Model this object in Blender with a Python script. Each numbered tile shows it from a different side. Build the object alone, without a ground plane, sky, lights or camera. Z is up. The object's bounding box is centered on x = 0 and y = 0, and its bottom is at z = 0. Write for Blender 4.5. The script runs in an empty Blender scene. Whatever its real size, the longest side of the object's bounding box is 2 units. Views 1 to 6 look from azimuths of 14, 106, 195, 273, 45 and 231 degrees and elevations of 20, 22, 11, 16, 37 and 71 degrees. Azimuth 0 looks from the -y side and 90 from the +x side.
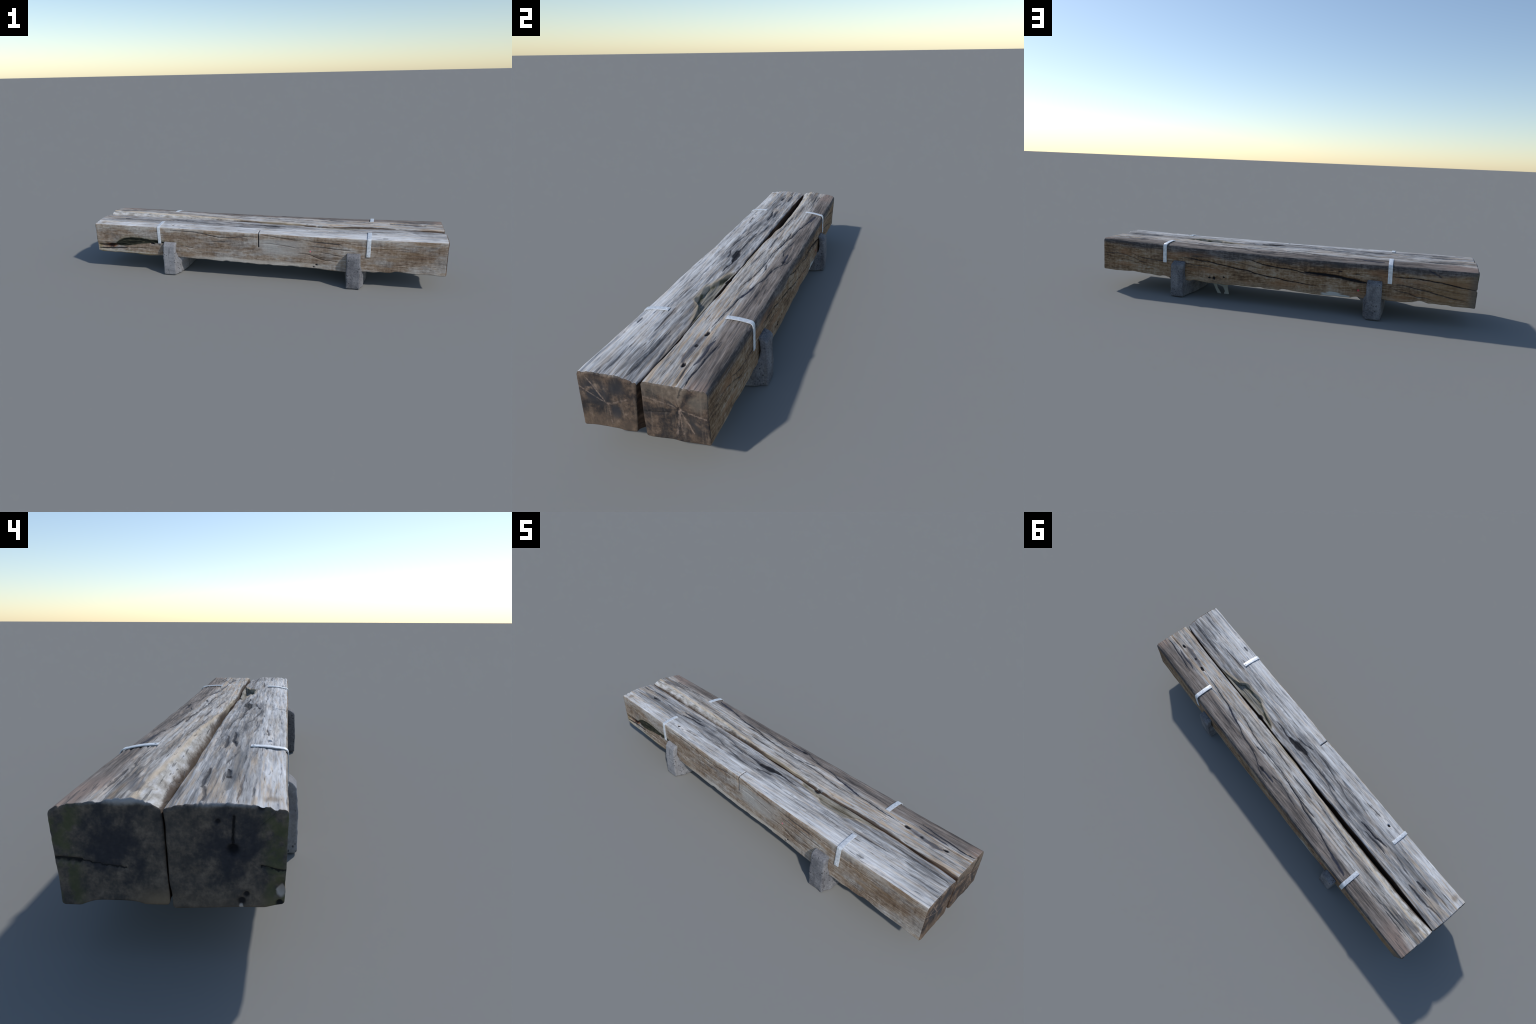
"""Weathered bench: two squared timbers side by side on two concrete cradles,
held by four bright metal straps.  Everything is built from profiles, curves and
seeded noise; the colours are node masks on Object coordinates."""
import bpy, bmesh, math
import numpy as np

RNG = np.random.default_rng(7)

# ------------------------------------------------------------------ noise
_G = {}
def vnoise(u, v, seed=0):
    """smooth value noise in -1..1 on a seeded lattice"""
    if seed not in _G:
        _G[seed] = np.random.default_rng(seed + 100).uniform(-1, 1, (257, 257))
    g = _G[seed]
    u = np.asarray(u, float); v = np.asarray(v, float)
    u, v = np.broadcast_arrays(u, v)
    iu = np.floor(u).astype(int); iv = np.floor(v).astype(int)
    fu = u - iu; fv = v - iv
    fu = fu * fu * (3 - 2 * fu); fv = fv * fv * (3 - 2 * fv)
    a = g[iu % 257, iv % 257]; b = g[(iu + 1) % 257, iv % 257]
    c = g[iu % 257, (iv + 1) % 257]; d = g[(iu + 1) % 257, (iv + 1) % 257]
    return (a * (1 - fu) + b * fu) * (1 - fv) + (c * (1 - fu) + d * fu) * fv

def sstep(e0, e1, x):
    t = np.clip((x - e0) / (e1 - e0), 0, 1)
    return t * t * (3 - 2 * t)

def spline(xs, ys, x):
    """monotone-ish smooth interpolation through a few control points"""
    xs = np.asarray(xs, float); ys = np.asarray(ys, float)
    x = np.clip(x, xs[0], xs[-1])
    m = np.gradient(ys, xs)
    i = np.clip(np.searchsorted(xs, x, side='right') - 1, 0, len(xs) - 2)
    h = xs[i + 1] - xs[i]; t = (x - xs[i]) / h
    t2, t3 = t * t, t * t * t
    return ((2 * t3 - 3 * t2 + 1) * ys[i] + (t3 - 2 * t2 + t) * h * m[i]
            + (-2 * t3 + 3 * t2) * ys[i + 1] + (t3 - t2) * h * m[i + 1])

# ------------------------------------------------------------------ cracks
# one crack = a run along the grain: control points (x, lateral), width, darkness, depth
def crack(pts, w, dark, depth=None, tint=(0.03, 0.032, 0.042), wig=0.0012, soft=1.0):
    pts = sorted(pts)
    xs = np.array([p[0] for p in pts]); ts = np.array([p[1] for p in pts])
    n = max(8, min(48, int((xs[-1] - xs[0]) / 0.018)))
    x = np.linspace(xs[0], xs[-1], n)
    t = spline(xs, ts, x) if len(xs) > 2 else np.interp(x, xs, ts)
    r = np.random.default_rng(int(abs(xs[0] * 1e4) + abs(ts[0] * 1e5)))
    t = t + r.uniform(-1, 1, n) * wig
    return dict(x=x, t=t, w=w, dark=dark, depth=w * 0.9 if depth is None else depth,
                tint=tint, soft=soft)

BLUE = (0.030, 0.034, 0.055)
BROWN = (0.060, 0.036, 0.026)
BLACK = (0.012, 0.012, 0.016)

TOP_BACK = [
    crack([(.995, .121), (.95, .115), (.888, .123), (.842, .125), (.753, .136)], .0055, .9),
    crack([(.897, .104), (.864, .107), (.83, .11), (.787, .11), (.745, .116)], .008, .75, .003, BLUE),
    crack([(.895, .072), (.861, .060), (.828, .065), (.784, .069), (.721, .077)], .011, .6, .004, BLUE, soft=1.6),
    crack([(.687, .076), (.632, .079), (.581, .082), (.522, .088), (.472, .091), (.434, .099),
           (.384, .109), (.327, .118), (.269, .135), (.215, .137), (.155, .149), (.11, .168),
           (.069, .181), (.013, .184)], .0048, .85),
    crack([(.462, .093), (.434, .099), (.384, .109), (.345, .116)], .009, .8, .005, BLUE),
    crack([(.401, .065), (.358, .070), (.309, .077), (.257, .086), (.198, .092), (.153, .093),
           (.1, .095), (.038, .094), (-.023, .094), (-.071, .1)], .0046, .75),
    crack([(.17, .042), (.118, .043), (.06, .049), (-.02, .055)], .0045, .6),
    crack([(.192, .114), (.16, .108), (.13, .103)], .0055, .65),
    crack([(.02, .096), (-.056, .103), (-.104, .109), (-.164, .115), (-.203, .127), (-.263, .131),
           (-.322, .136), (-.394, .15), (-.443, .159), (-.5, .166), (-.56, .176)], .0058, .88),
    crack([(-.44, .158), (-.488, .165), (-.53, .171), (-.57, .178)], .013, .75, .005, BLUE),
    crack([(-.16, .112), (-.21, .114), (-.27, .112)], .006, .75),
    crack([(-.04, .064), (-.121, .065), (-.2, .067)], .005, .7),
    crack([(.025, .147), (-.015, .138), (-.06, .138), (-.11, .146), (-.18, .157)], .005, .7),
    crack([(.11, .164), (.07, .162), (.029, .161), (-.01, .162)], .007, .85, tint=BLUE),
    crack([(-.80, .13), (-.85, .133), (-.92, .135)], .006, .65),
    crack([(-.64, .128), (-.72, .131), (-.82, .121), (-.95, .118)], .0045, .5),
    crack([(-.84, .106), (-.899, .092), (-.96, .075)], .014, .5, .003, (.10, .10, .11), soft=1.6),
    crack([(-.46, .085), (-.56, .083), (-.66, .087), (-.75, .09)], .007, .5, .003, (.11, .105, .10), soft=1.5),
    crack([(.60, .13), (.50, .139), (.40, .146), (.31, .152)], .0045, .5),
    crack([(-.20, .052), (-.29, .058), (-.40, .064), (-.50, .071)], .0045, .55),
    crack([(.99, .094), (.93, .09), (.87, .091)], .004, .5),
]
TOP_FRONT = [
    crack([(.99, -.059), (.929, -.051), (.889, -.05), (.837, -.048), (.728, -.045)], .006, .6),
    crack([(.99, -.088), (.922, -.087), (.857, -.092), (.815, -.083)], .008, .5, .004, (.13, .13, .13)),
    crack([(.99, -.126), (.927, -.124), (.839, -.131)], .004, .4),
    crack([(.75, -.093), (.665, -.095), (.602, -.096), (.575, -.097)], .005, .6),
    crack([(.25, -.053), (.198, -.055), (.144, -.046), (.101, -.052), (.069, -.053), (.038, -.057),
           (.008, -.06), (-.037, -.056), (-.09, -.056)], .0075, .8),
    crack([(.10, -.082), (.05, -.087), (.002, -.104)], .007, .7),
    crack([(.0, -.054), (-.072, -.054), (-.122, -.053), (-.175, -.052), (-.235, -.05)], .0055, .7),
    crack([(-.03, -.108), (-.117, -.103), (-.167, -.094), (-.233, -.085), (-.30, -.069)], .0055, .55),
    crack([(-.11, -.065), (-.16, -.050), (-.214, -.036), (-.297, -.025), (-.37, -.025)], .0065, .5),
    crack([(-.42, -.05), (-.476, -.056), (-.527, -.054), (-.544, -.061), (-.59, -.067)], .0075, .9),
    crack([(-.47, -.038), (-.527, -.038), (-.56, -.041), (-.61, -.039)], .007, .75),
    crack([(-.63, -.079), (-.683, -.068), (-.75, -.058)], .006, .5),
    crack([(-.775, -.031), (-.84, -.031), (-.878, -.03), (-.911, -.033)], .0065, .75),
    crack([(-.79, -.069), (-.816, -.071), (-.842, -.073)], .008, .85),
    crack([(-.83, -.103), (-.909, -.102), (-.985, -.099)], .004, .45, tint=BROWN),
    crack([(-.90, -.033), (-.954, -.043), (-.988, -.046)], .006, .5),
    crack([(-.37, -.133), (-.419, -.138), (-.465, -.14)], .0045, .6),
    crack([(.70, -.181), (.685, -.183), (.665, -.18)], .005, .6),
    crack([(-.6, -.075), (-.7, -.085), (-.8, -.083), (-.93, -.078)], .016, .45, .003, (.12, .125, .13), soft=1.6),
    crack([(.15, -.095), (.06, -.1), (-.05, -.093), (-.14, -.082)], .010, .4, .003, (.13, .13, .14), soft=1.5),
    crack([(.62, -.11), (.5, -.118), (.38, -.112), (.28, -.118)], .005, .3),
    crack([(-.20, -.115), (-.30, -.108), (-.42, -.098)], .006, .45),
]
SIDE_FRONT = [
    crack([(-.537, .268), (-.502, .263), (-.444, .264), (-.341, .257), (-.273, .245), (-.239, .239),
           (-.161, .242), (-.08, .249), (-.004, .253)], .0055, .85),
    crack([(.007, .270), (.071, .261), (.184, .25), (.241, .244)], .007, .55, .004, BROWN),  # a shade line on the flank, drawn as a brown groove
    crack([(.287, .244), (.344, .243), (.371, .241), (.463, .234)], .008, .8, .005),
    crack([(.27, .217), (.33, .215), (.433, .209), (.52, .205)], .006, .65, tint=BROWN),
    crack([(.006, .216), (.05, .2185), (.114, .216), (.241, .198)], .004, .5, tint=BROWN),
    crack([(.22, .172), (.294, .168), (.33, .151), (.368, .144), (.44, .139)], .0055, .75, tint=BROWN),
    crack([(.341, .188), (.404, .179), (.471, .168)], .004, .6),
    crack([(-.285, .212), (-.207, .214), (-.155, .222)], .005, .5),
    crack([(-.47, .174), (-.42, .170), (-.385, .164)], .005, .5),
    crack([(.30, .17), (.35, .158), (.42, .155), (.48, .157)], .012, .45, .001, BROWN, soft=1.6),
    crack([(.64, .222), (.72, .224), (.80, .232)], .004, .4, tint=BROWN),
    crack([(.80, .193), (.88, .192), (.97, .190)], .007, .45, .001, (.12, .06, .03), soft=1.6),
    crack([(-.985, .130), (-.93, .132), (-.869, .136), (-.80, .141)], .011, .95, .012, BLACK),
    crack([(-.992, .151), (-.94, .150), (-.86, .157)], .014, .85, .016, (.04, .022, .016), wig=.002),
    crack([(-.60, .184), (-.56, .186), (-.50, .184)], .009, .9, .006, BLACK),
    crack([(-.80, .139), (-.72, .143), (-.64, .1465)], .005, .6, .006, BLACK),
    crack([(-.975, .165), (-.92, .170), (-.86, .172)], .004, .5),
    crack([(.50, .24), (.6, .236), (.7, .241)], .003, .25, tint=BROWN),
    crack([(.62, .14), (.74, .137), (.90, .141)], .003, .3, tint=BROWN),
]
SIDE_BACK = [
    crack([(.511, .216), (.436, .21), (.403, .205), (.359, .205), (.304, .195), (.249, .19),
           (.193, .181), (.15, .179), (.082, .165), (.02, .157), (-.042, .151), (-.084, .144),
           (-.144, .141), (-.244, .134)], .0068, .95, .006, BLACK),
    crack([(.150, .239), (.106, .232), (.064, .22), (.022, .214), (-.04, .208), (-.111, .206),
           (-.152, .198), (-.19, .196)], .0068, .92, .006, BLACK),
    crack([(-.165, .2015), (-.227, .196), (-.296, .194), (-.364, .188), (-.402, .183), (-.469, .176),
           (-.50, .174)], .0175, 1.0, .016, BLACK),
    crack([(-.15, .196), (-.20, .189), (-.25, .186)], .004, .7),
    crack([(.99, .198), (.927, .204), (.859, .197), (.814, .186), (.764, .17), (.72, .159)], .004, .7),
    crack([(.847, .218), (.764, .193), (.698, .187), (.654, .185), (.589, .186), (.483, .183),
           (.425, .177), (.369, .178), (.325, .174), (.29, .169)], .0042, .75),
    crack([(-.60, .221), (-.669, .219), (-.72, .221), (-.776, .216), (-.829, .212), (-.899, .202),
           (-.994, .19)], .0062, .95, .006, BLACK),
    crack([(-.617, .184), (-.663, .181), (-.726, .171), (-.781, .162), (-.852, .147), (-.966, .13)], .0055, .8),
    crack([(-.606, .162), (-.656, .148), (-.683, .148), (-.712, .133), (-.775, .127), (-.811, .118)], .005, .65),
    crack([(-.775, .268), (-.807, .251), (-.84, .235)], .011, .7, .004, BLUE),
    crack([(.24, .219), (.168, .212), (.105, .202), (.052, .192)], .004, .55),
    crack([(.58, .173), (.50, .168), (.42, .164), (.34, .162)], .003, .4),
    crack([(-.66, .20), (-.76, .19), (-.88, .172), (-.95, .165)], .0035, .4),
    crack([(.97, .18), (.85, .172), (.74, .15), (.64, .14)], .0035, .4),
]
for c in TOP_BACK + TOP_FRONT:
    c['depth'] *= .7; c['w'] *= 1.35; c['dark'] = min(1.0, c['dark'] * 1.12)
for c in SIDE_FRONT:
    c['depth'] *= .55; c['dark'] *= .9
# round holes and blots: (x, lateral, radius x, radius lateral, darkness, depth)
BLOT_TOP_BACK = [(.895, .075, .011, .006, 1, .010), (.792, .070, .009, .0055, .9, .006),
                 (.721, .077, .015, .007, 1, .010), (.314, -.001, .016, .011, 1, .02),
                 (.085, .163, .016, .008, .8, .003)]
BLOT_TOP_FRONT = [(.066, -.055, .036, .016, .98, .004), (.03, -.061, .032, .011, .95, .003), (.104, -.049, .030, .010, .9, .002),
                  (-.518, -.144, .008, .006, 1, .012), (-.838, -.0735, .012, .006, .9, .006),
                  (.314, -.002, .018, .013, 1, .02)]
BLOT_SIDE_FRONT = [(.327, .113, .007, .005, .9, .008), (.312, .100, .006, .004, .8, .006),
                   (.221, .092, .008, .006, .7, .006), (-.64, .1765, .014, .005, .95, .012)]
BLOT_SIDE_BACK = [(.346, .118, .006, .005, 1, .006), (.322, .118, .008, .0085, 1, .010),
                  (.265, .127, .006, .005, 1, .006), (-.355, .222, .010, .004, .8, .003),
                  (-.315, .224, .008, .003, .7, .003), (-.44, .215, .012, .004, .7, .003)]

# ------------------------------------------------------------------ outline of the timbers
KX = [-1., -.6, -.25, 0., .3, .6, 1.]
# rot cavity on the front face, lower left: roof and sill as curves
ROT_X = [-.905, -.875, -.848, -.811, -.761, -.713, -.665, -.605, -.56]
ROT_TOP = [.160, .172, .189, .204, .211, .209, .204, .200, .187]
ROT_BOT = [.158, .155, .152, .154, .163, .1725, .178, .181, .184]
# hollow beside the joint in the front timber
HOL_X = [.215, .238, .299, .348, .382, .459, .513, .535, .593, .665]
HOL_Y = [-.002, -.016, -.030, -.043, -.056, -.058, -.055, -.034, -.017, -.008]
# wane (rounded arris) of the back timber: ridge line and drop at the joint
RIDGE_X = [-1., -.904, -.716, -.526, -.371, -.26, -.182, -.126, 0., .2, .33, .42, .5, .7, 1.]
RIDGE_Y = [.069, .069, .060, .055, .052, .036, .033, .022, .018, .016, .024, .028, .016, .012, .006]
DROP = [.016, .022, .038, .046, .046, .042, .034, .022, .006, .006, .014, .016, .008, .005, .004]

class Beam:
    def __init__(s, front):
        s.front = front
        s.sg = -1.0 if front else 1.0
    def outer(s, x, b):
        if s.front:
            top = spline(KX, [-.184, -.188, -.193, -.196, -.201, -.205, -.209], x)
            bot = spline(KX, [-.182, -.187, -.193, -.197, -.202, -.206, -.210], x)
        else:
            top = spline(KX, [.211, .210, .206, .202, .198, .194, .186], x)
            bot = spline(KX, [.200, .202, .203, .201, .198, .194, .188], x)
        y = bot + (top - bot) * b
        return y + vnoise(x * 5.3 + 3, b * 1.5, 1) * .0018 + vnoise(x * 17, b * 2 + 9, 2) * .0008
    def inner(s, x, b):
        g = spline([-1., -.9, -.7, -.5, -.3, 0., .3, .6, .8, 1.],
                   [.020, .021, .017, .015, .012, .008, .000, .001, -.003, -.013], x)
        hw = spline([-1., -.9, -.6, -.3, 0., .3, .6, 1.],
                    [.0015, .0055, .0075, .007, .0052, .0042, .0042, .006], x)
        g = g + vnoise(x * 6, 0.3, 3) * .0015
        low = (1 - b) * spline([-1., -.8, .8, 1.], [.001, .002, .002, .009], x)
        lean = -(1 - b) * .008
        # the joint is a groove: the timbers touch a few centimetres down, and open at the ends
        deep = vnoise(x * 7, 0.7, 6) * .05
        lo = spline([-1., -.85, -.2, .1, .3, .6, 1.], [.66, .60, .62, .72, .76, .85, .82], x)
        opn = np.maximum(sstep(lo, lo + .17, b + deep), sstep(.962, .985, np.abs(x)))
        hw = (hw + low) * opn - .0006; low = 0
        wob = vnoise(x * 14, b * 2.5, 4 if s.front else 5) * .0012
        return g + lean + s.sg * (hw + low) + wob
    def bottom(s, x, a):
        if s.front:
            o = spline([-1., -.82, -.59, -.3, 0., .3, .48, .63, 1.], [.107, .107, .103, .099, .095, .091, .086, .092, .097], x)
            i = spline([-1., -.6, 0., .6, 1.], [.101, .1, .094, .094, .100], x)
        else:
            o = spline([-1., -.7, -.6, -.44, 0., .35, .5, .63, .85, 1.], [.101, .101, .097, .092, .092, .087, .089, .096, .103, .105], x)
            i = spline([-1., -.6, 0., .6, 1.], [.110, .1, .094, .094, .099], x)
        z = o + (i - o) * a
        sd = 11 if s.front else 12
        n = vnoise(x * 9, a * 2, sd) * .0025 + vnoise(x * 27, a * 5, sd + 2) * .0022
        n2 = np.maximum(vnoise(x * 16 + 5, a * 3, sd + 4) - .35, 0) * .012
        return z + n + n2
    def top(s, x, a, y):
        if s.front:
            cols = [[.282, .280, .277, .2755, .274, .273, .278],
                    [.289, .286, .283, .281, .280, .281, .284],
                    [.291, .286, .283, .281, .280, .281, .284],
                    [.283, .282, .278, .274, .2725, .274, .270]]
        else:
            cols = [[.279, .275, .270, .270, .272, .276, .280],
                    [.288, .285, .280, .279, .280, .282, .281],
                    [.296, .290, .284, .281, .281, .282, .281],
                    [.293, .288, .284, .281, .280, .281, .280]]
        c = [spline(KX, k, x) for k in cols]
        w = np.array([0., .33, .67, 1.]); a = np.clip(a, 0, 1)
        i = np.clip((a * 3).astype(int), 0, 2); t = a * 3 - i
        t = t * t * (3 - 2 * t)
        C = np.stack(np.broadcast_arrays(*c)) + .0008
        lo = np.take_along_axis(C, i[None], 0)[0]; hi = np.take_along_axis(C, (i + 1)[None], 0)[0]
        z = lo + (hi - lo) * t
        if not s.front:
            ry = spline(RIDGE_X, RIDGE_Y, x) + vnoise(x * 12, .5, 21) * .003
            d = np.interp(x, RIDGE_X, DROP)
            gy = s.inner(x, np.ones_like(x))
            u = np.clip((ry - y) / np.maximum(ry - gy, .004), 0, 1.1)
            u1 = np.clip(u, 0, 1)
            z = z - d * (.55 * u1 ** 1.15 + .45 * u1 ** 2.2)
            z = z + sstep(0, .3, u) * (vnoise(x * 48, y * 20, 22) * .0012 + vnoise(x * 17, y * 40, 23) * .002) * sstep(.05, -.15, x)
        return z

def hollow_depth(x, y):
    oy = spline(HOL_X, HOL_Y, x) + vnoise(x * 22, .2, 31) * .0018
    inside = sstep(-.0015, .006, y - oy) * sstep(.205, .245, x) * (1 - sstep(.62, .68, x))
    gy = .002
    u = np.clip((y - oy) / np.maximum(gy - oy, .004), 0, 1)
    return inside * (.016 + .011 * u + vnoise(x * 10, y * 150, 32) * .003)

def rot_depth(x, z):
    t = spline(ROT_X, ROT_TOP, x) + vnoise(x * 25, 1.3, 41) * .002
    b = spline(ROT_X, ROT_BOT, x) + vnoise(x * 25, 7.3, 42) * .0015
    m = sstep(-.001, .012, t - z) * sstep(-.001, .004, z - b)
    m = m * sstep(-.905, -.86, x) * (1 - sstep(-.60, -.55, x))
    m2 = np.exp(-((x + .905) / .05) ** 2 - ((z - .152) / .009) ** 2)
    rag = .6 + .4 * vnoise(x * 18, z * 160, 43) + .35 * vnoise(x * 50, z * 260, 44)
    return .012 * m * rag + .012 * m2

def crack_disp(cracks, blots, x, t):
    d = np.zeros_like(x)
    for c in cracks:
        m = (x > c['x'][0] - .01) & (x < c['x'][-1] + .01)
        if not m.any():
            continue
        xm = x[m]
        ct = np.interp(xm, c['x'], c['t'])
        L = c['x'][-1] - c['x'][0]
        e = np.minimum(xm - c['x'][0], c['x'][-1] - xm) / (0.22 * L + 1e-6)
        tap = np.sqrt(np.clip(e, 0, 1))
        hw = np.maximum(c['w'] * .5, .0022) * (.5 + .5 * tap)
        d[m] = np.maximum(d[m], c['depth'] * tap * np.exp(-((t[m] - ct) / hw) ** 2))
    for bx, bt, rx, rt, dark, dep in blots:
        q = ((x - bx) / rx) ** 2 + ((t - bt) / rt) ** 2
        d = np.maximum(d, .8 * dep * np.exp(-q * q))
    return d

SLOTS = ['top', 'side', 'bottom', 'inner', 'end_right', 'end_left']

def build_beam(front):
    B = Beam(front)
    W, H = .19, .18
    # rounded-rectangle path: a=0 outer, a=1 inner; b=0 bottom, b=1 top
    r = dict(ob=.006, ib=.006, it=.006, ot=.010 if front else .016)
    P, Nn, F = [], [], []
    def side(p0, p1, n, nrm, f):
        for k in range(n):
            u = k / n
            P.append((p0[0] + (p1[0] - p0[0]) * u, p0[1] + (p1[1] - p0[1]) * u)); Nn.append(nrm); F.append(f)
    def arc(c, rad, a0, a1, n, f0, f1):
        for k in range(n):
            a = math.radians(a0 + (a1 - a0) * k / n)
            P.append((c[0] + rad * math.cos(a), c[1] + rad * math.sin(a)))
            Nn.append((math.cos(a), math.sin(a))); F.append(f0 if k < n / 2 else f1)
    side((r['ob'], 0), (W - r['ib'], 0), 56, (0, -1), 2)
    arc((W - r['ib'], r['ib']), r['ib'], -90, 0, 6, 2, 3)
    side((W, r['ib']), (W, H - r['it']), 60, (1, 0), 3)
    arc((W - r['it'], H - r['it']), r['it'], 0, 90, 6, 0, 0)
    side((W - r['it'], H), (r['ot'], H), 112, (0, 1), 0)
    arc((r['ot'], H - r['ot']), r['ot'], 90, 180, 12, 0, 1)
    side((0, H - r['ot']), (0, r['ob']), 84, (-1, 0), 1)
    arc((r['ob'], r['ob']), r['ob'], 180, 270, 6, 1, 2)
    P = np.array(P); Nn = np.array(Nn); F = np.array(F); M = len(P)
    NX = 900
    xs = np.linspace(-.9955, .9945, NX)
    X = np.repeat(xs[:, None], M, 1)
    a = np.repeat((P[:, 0] / W)[None], NX, 0); b = np.repeat((P[:, 1] / H)[None], NX, 0)
    def place(X, a, b):
        yo, yi = B.outer(X, b), B.inner(X, b)
        Y = yo + (yi - yo) * a
        zb = B.bottom(X, a); zt = B.top(X, a, Y)
        return Y, zb + (zt - zb) * b
    Y, Z = place(X, a, b)
    # surface relief along the section normal
    nyl = np.repeat(Nn[None, :, 0], NX, 0); nz = np.repeat(Nn[None, :, 1], NX, 0)
    ny = nyl * (1.0 if front else -1.0)
    wT = np.clip(nz, 0, 1); wO = np.clip(-nyl, 0, 1); wI = np.clip(nyl, 0, 1)
    sd = 50 if front else 70
    Yw = Y + vnoise(X * 4, Y * 9, sd) * .002          # wavy grain
    top_r = (vnoise(X * 2.6, Yw * 90, sd + 1) * .0009 + vnoise(X * 11, Yw * 200, sd + 2) * .0009
             + vnoise(X * 4, Yw * 22, sd + 3) * .0016 + vnoise(X * 30, Yw * 260, sd + 9) * .0006)
    # open checks: short dashes where a stretched noise dips
    dip = np.maximum(-.42 - vnoise(X * 13, Yw * 150, sd + 10), 0) + np.maximum(-.5 - vnoise(X * 6, Yw * 95, sd + 11), 0)
    top_r = top_r - np.minimum(dip, .4) * .007
    Zw = Z + vnoise(X * 4, Z * 9, sd + 4) * .002
    side_r = (vnoise(X * 3, Zw * 80, sd + 5) * .0004 + vnoise(X * 14, Zw * 150, sd + 6) * .0004
              + vnoise(X * 4, Zw * 14, sd + 7) * .0010)
    inn_r = vnoise(X * 14, Z * 40, sd + 8) * .0012
    D = wT * top_r + wO * side_r + wI * inn_r
    tc, tb = (TOP_FRONT, BLOT_TOP_FRONT) if front else (TOP_BACK, BLOT_TOP_BACK)
    sc, sb = (SIDE_FRONT, BLOT_SIDE_FRONT) if front else (SIDE_BACK, BLOT_SIDE_BACK)
    D = D - sstep(.3, .8, wT) * crack_disp(tc, tb, X, Y)
    D = D - sstep(.3, .8, wO) * crack_disp(sc, sb, X, Z)
    if front:
        D = D - sstep(.3, .8, wT) * hollow_depth(X, Y)
        D = D - sstep(.5, .9, wO) * rot_depth(X, Z)
        # saw kerf across the arris
        kt = np.exp(-((X - .0005) / .0022) ** 2) * sstep(-.145, -.150, Y) * wT
        ks = np.exp(-((X - .001) / .0026) ** 2) * sstep(.193, .198, Z) * wO
        D = D - .010 * np.maximum(kt, ks)
    Y = Y + ny * D; Z = Z + nz * D

    verts = [np.stack([X, Y, Z], -1).reshape(-1, 3)]
    i = np.arange(NX - 1)[:, None] * M; j = np.arange(M)[None]; jn = (j + 1) % M
    q = np.stack([i + j, i + jn, i + M + jn, i + M + j], -1).reshape(-1, 4)
    mat = np.repeat(F[None], NX - 1, 0).reshape(-1)
    faces, mats = [q], [mat]
    base = NX * M
    # end grain caps: shrinking rings, first ring rolls over the arris
    K = 42
    for endi, (row, xend, sgn, slot) in enumerate(((0, -1.0, -1, 5), (NX - 1, .9985, 1, 4))):
        per = np.stack([Y[row], Z[row]], -1); cen = per.mean(0)
        prev = row * M + np.arange(M)
        for k in range(1, K + 1):
            f = 1 - (k / K) ** 1.0
            if k == 1: f = .985
            if k == K: f = .004
            pt = cen + (per - cen) * f
            yy, zz = pt[:, 0], pt[:, 1]
            rel = (vnoise(yy * 60, zz * 60, 90 + endi) * .0008 + vnoise(yy * 18, zz * 18, 92 + endi) * .0018)
            xe = np.full(M, xend) + sgn * rel
            xe = xe - sgn * end_grooves(front, endi, yy, zz)
            if k == 1: xe = xe * .4 + xs[row] * .6
            verts.append(np.stack([xe, yy, zz], -1))
            cur = base + np.arange(M); base += M
            jn = (np.arange(M) + 1) % M
            qq = np.stack([prev, prev[jn], cur[jn], cur], -1)
            faces.append(qq if sgn > 0 else qq[:, ::-1]); mats.append(np.full(M, slot))
            prev = cur
        # tiny closing fan
        verts.append(np.array([[xend, cen[0], cen[1]]])); c = base; base += 1
        jn = (np.arange(M) + 1) % M
        tri = np.stack([prev, prev[jn], np.full(M, c), np.full(M, c)], -1)
        faces.append(tri if sgn > 0 else tri[:, [1, 0, 2, 3]]); mats.append(np.full(M, slot))
    V = np.concatenate(verts); Q = np.concatenate(faces); S = np.concatenate(mats)
    if front:
        pass
    else:
        Q = np.where((Q[:, 2] == Q[:, 3])[:, None], Q[:, [1, 0, 2, 3]], Q[:, ::-1])
    tri_m = Q[:, 2] == Q[:, 3]
    quads, tris = Q[~tri_m], Q[tri_m][:, :3]
    S = np.concatenate([S[~tri_m], S[tri_m]])
    me = bpy.data.meshes.new('timber_beam')
    me.vertices.add(len(V)); me.vertices.foreach_set('co', V.ravel())
    loops = np.concatenate([quads.ravel(), tris.ravel()])
    starts = np.concatenate([np.arange(len(quads)) * 4, len(quads) * 4 + np.arange(len(tris)) * 3])
    me.loops.add(len(loops)); me.loops.foreach_set('vertex_index', loops.astype(np.int32))
    me.polygons.add(len(starts)); me.polygons.foreach_set('loop_start', starts.astype(np.int32))
    me.polygons.foreach_set('material_index', S.astype(np.int32))
    me.update(calc_edges=True); me.validate()
    me.polygons.foreach_set('use_smooth', np.ones(len(me.polygons), bool))
    me.update()
    return me

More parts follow.
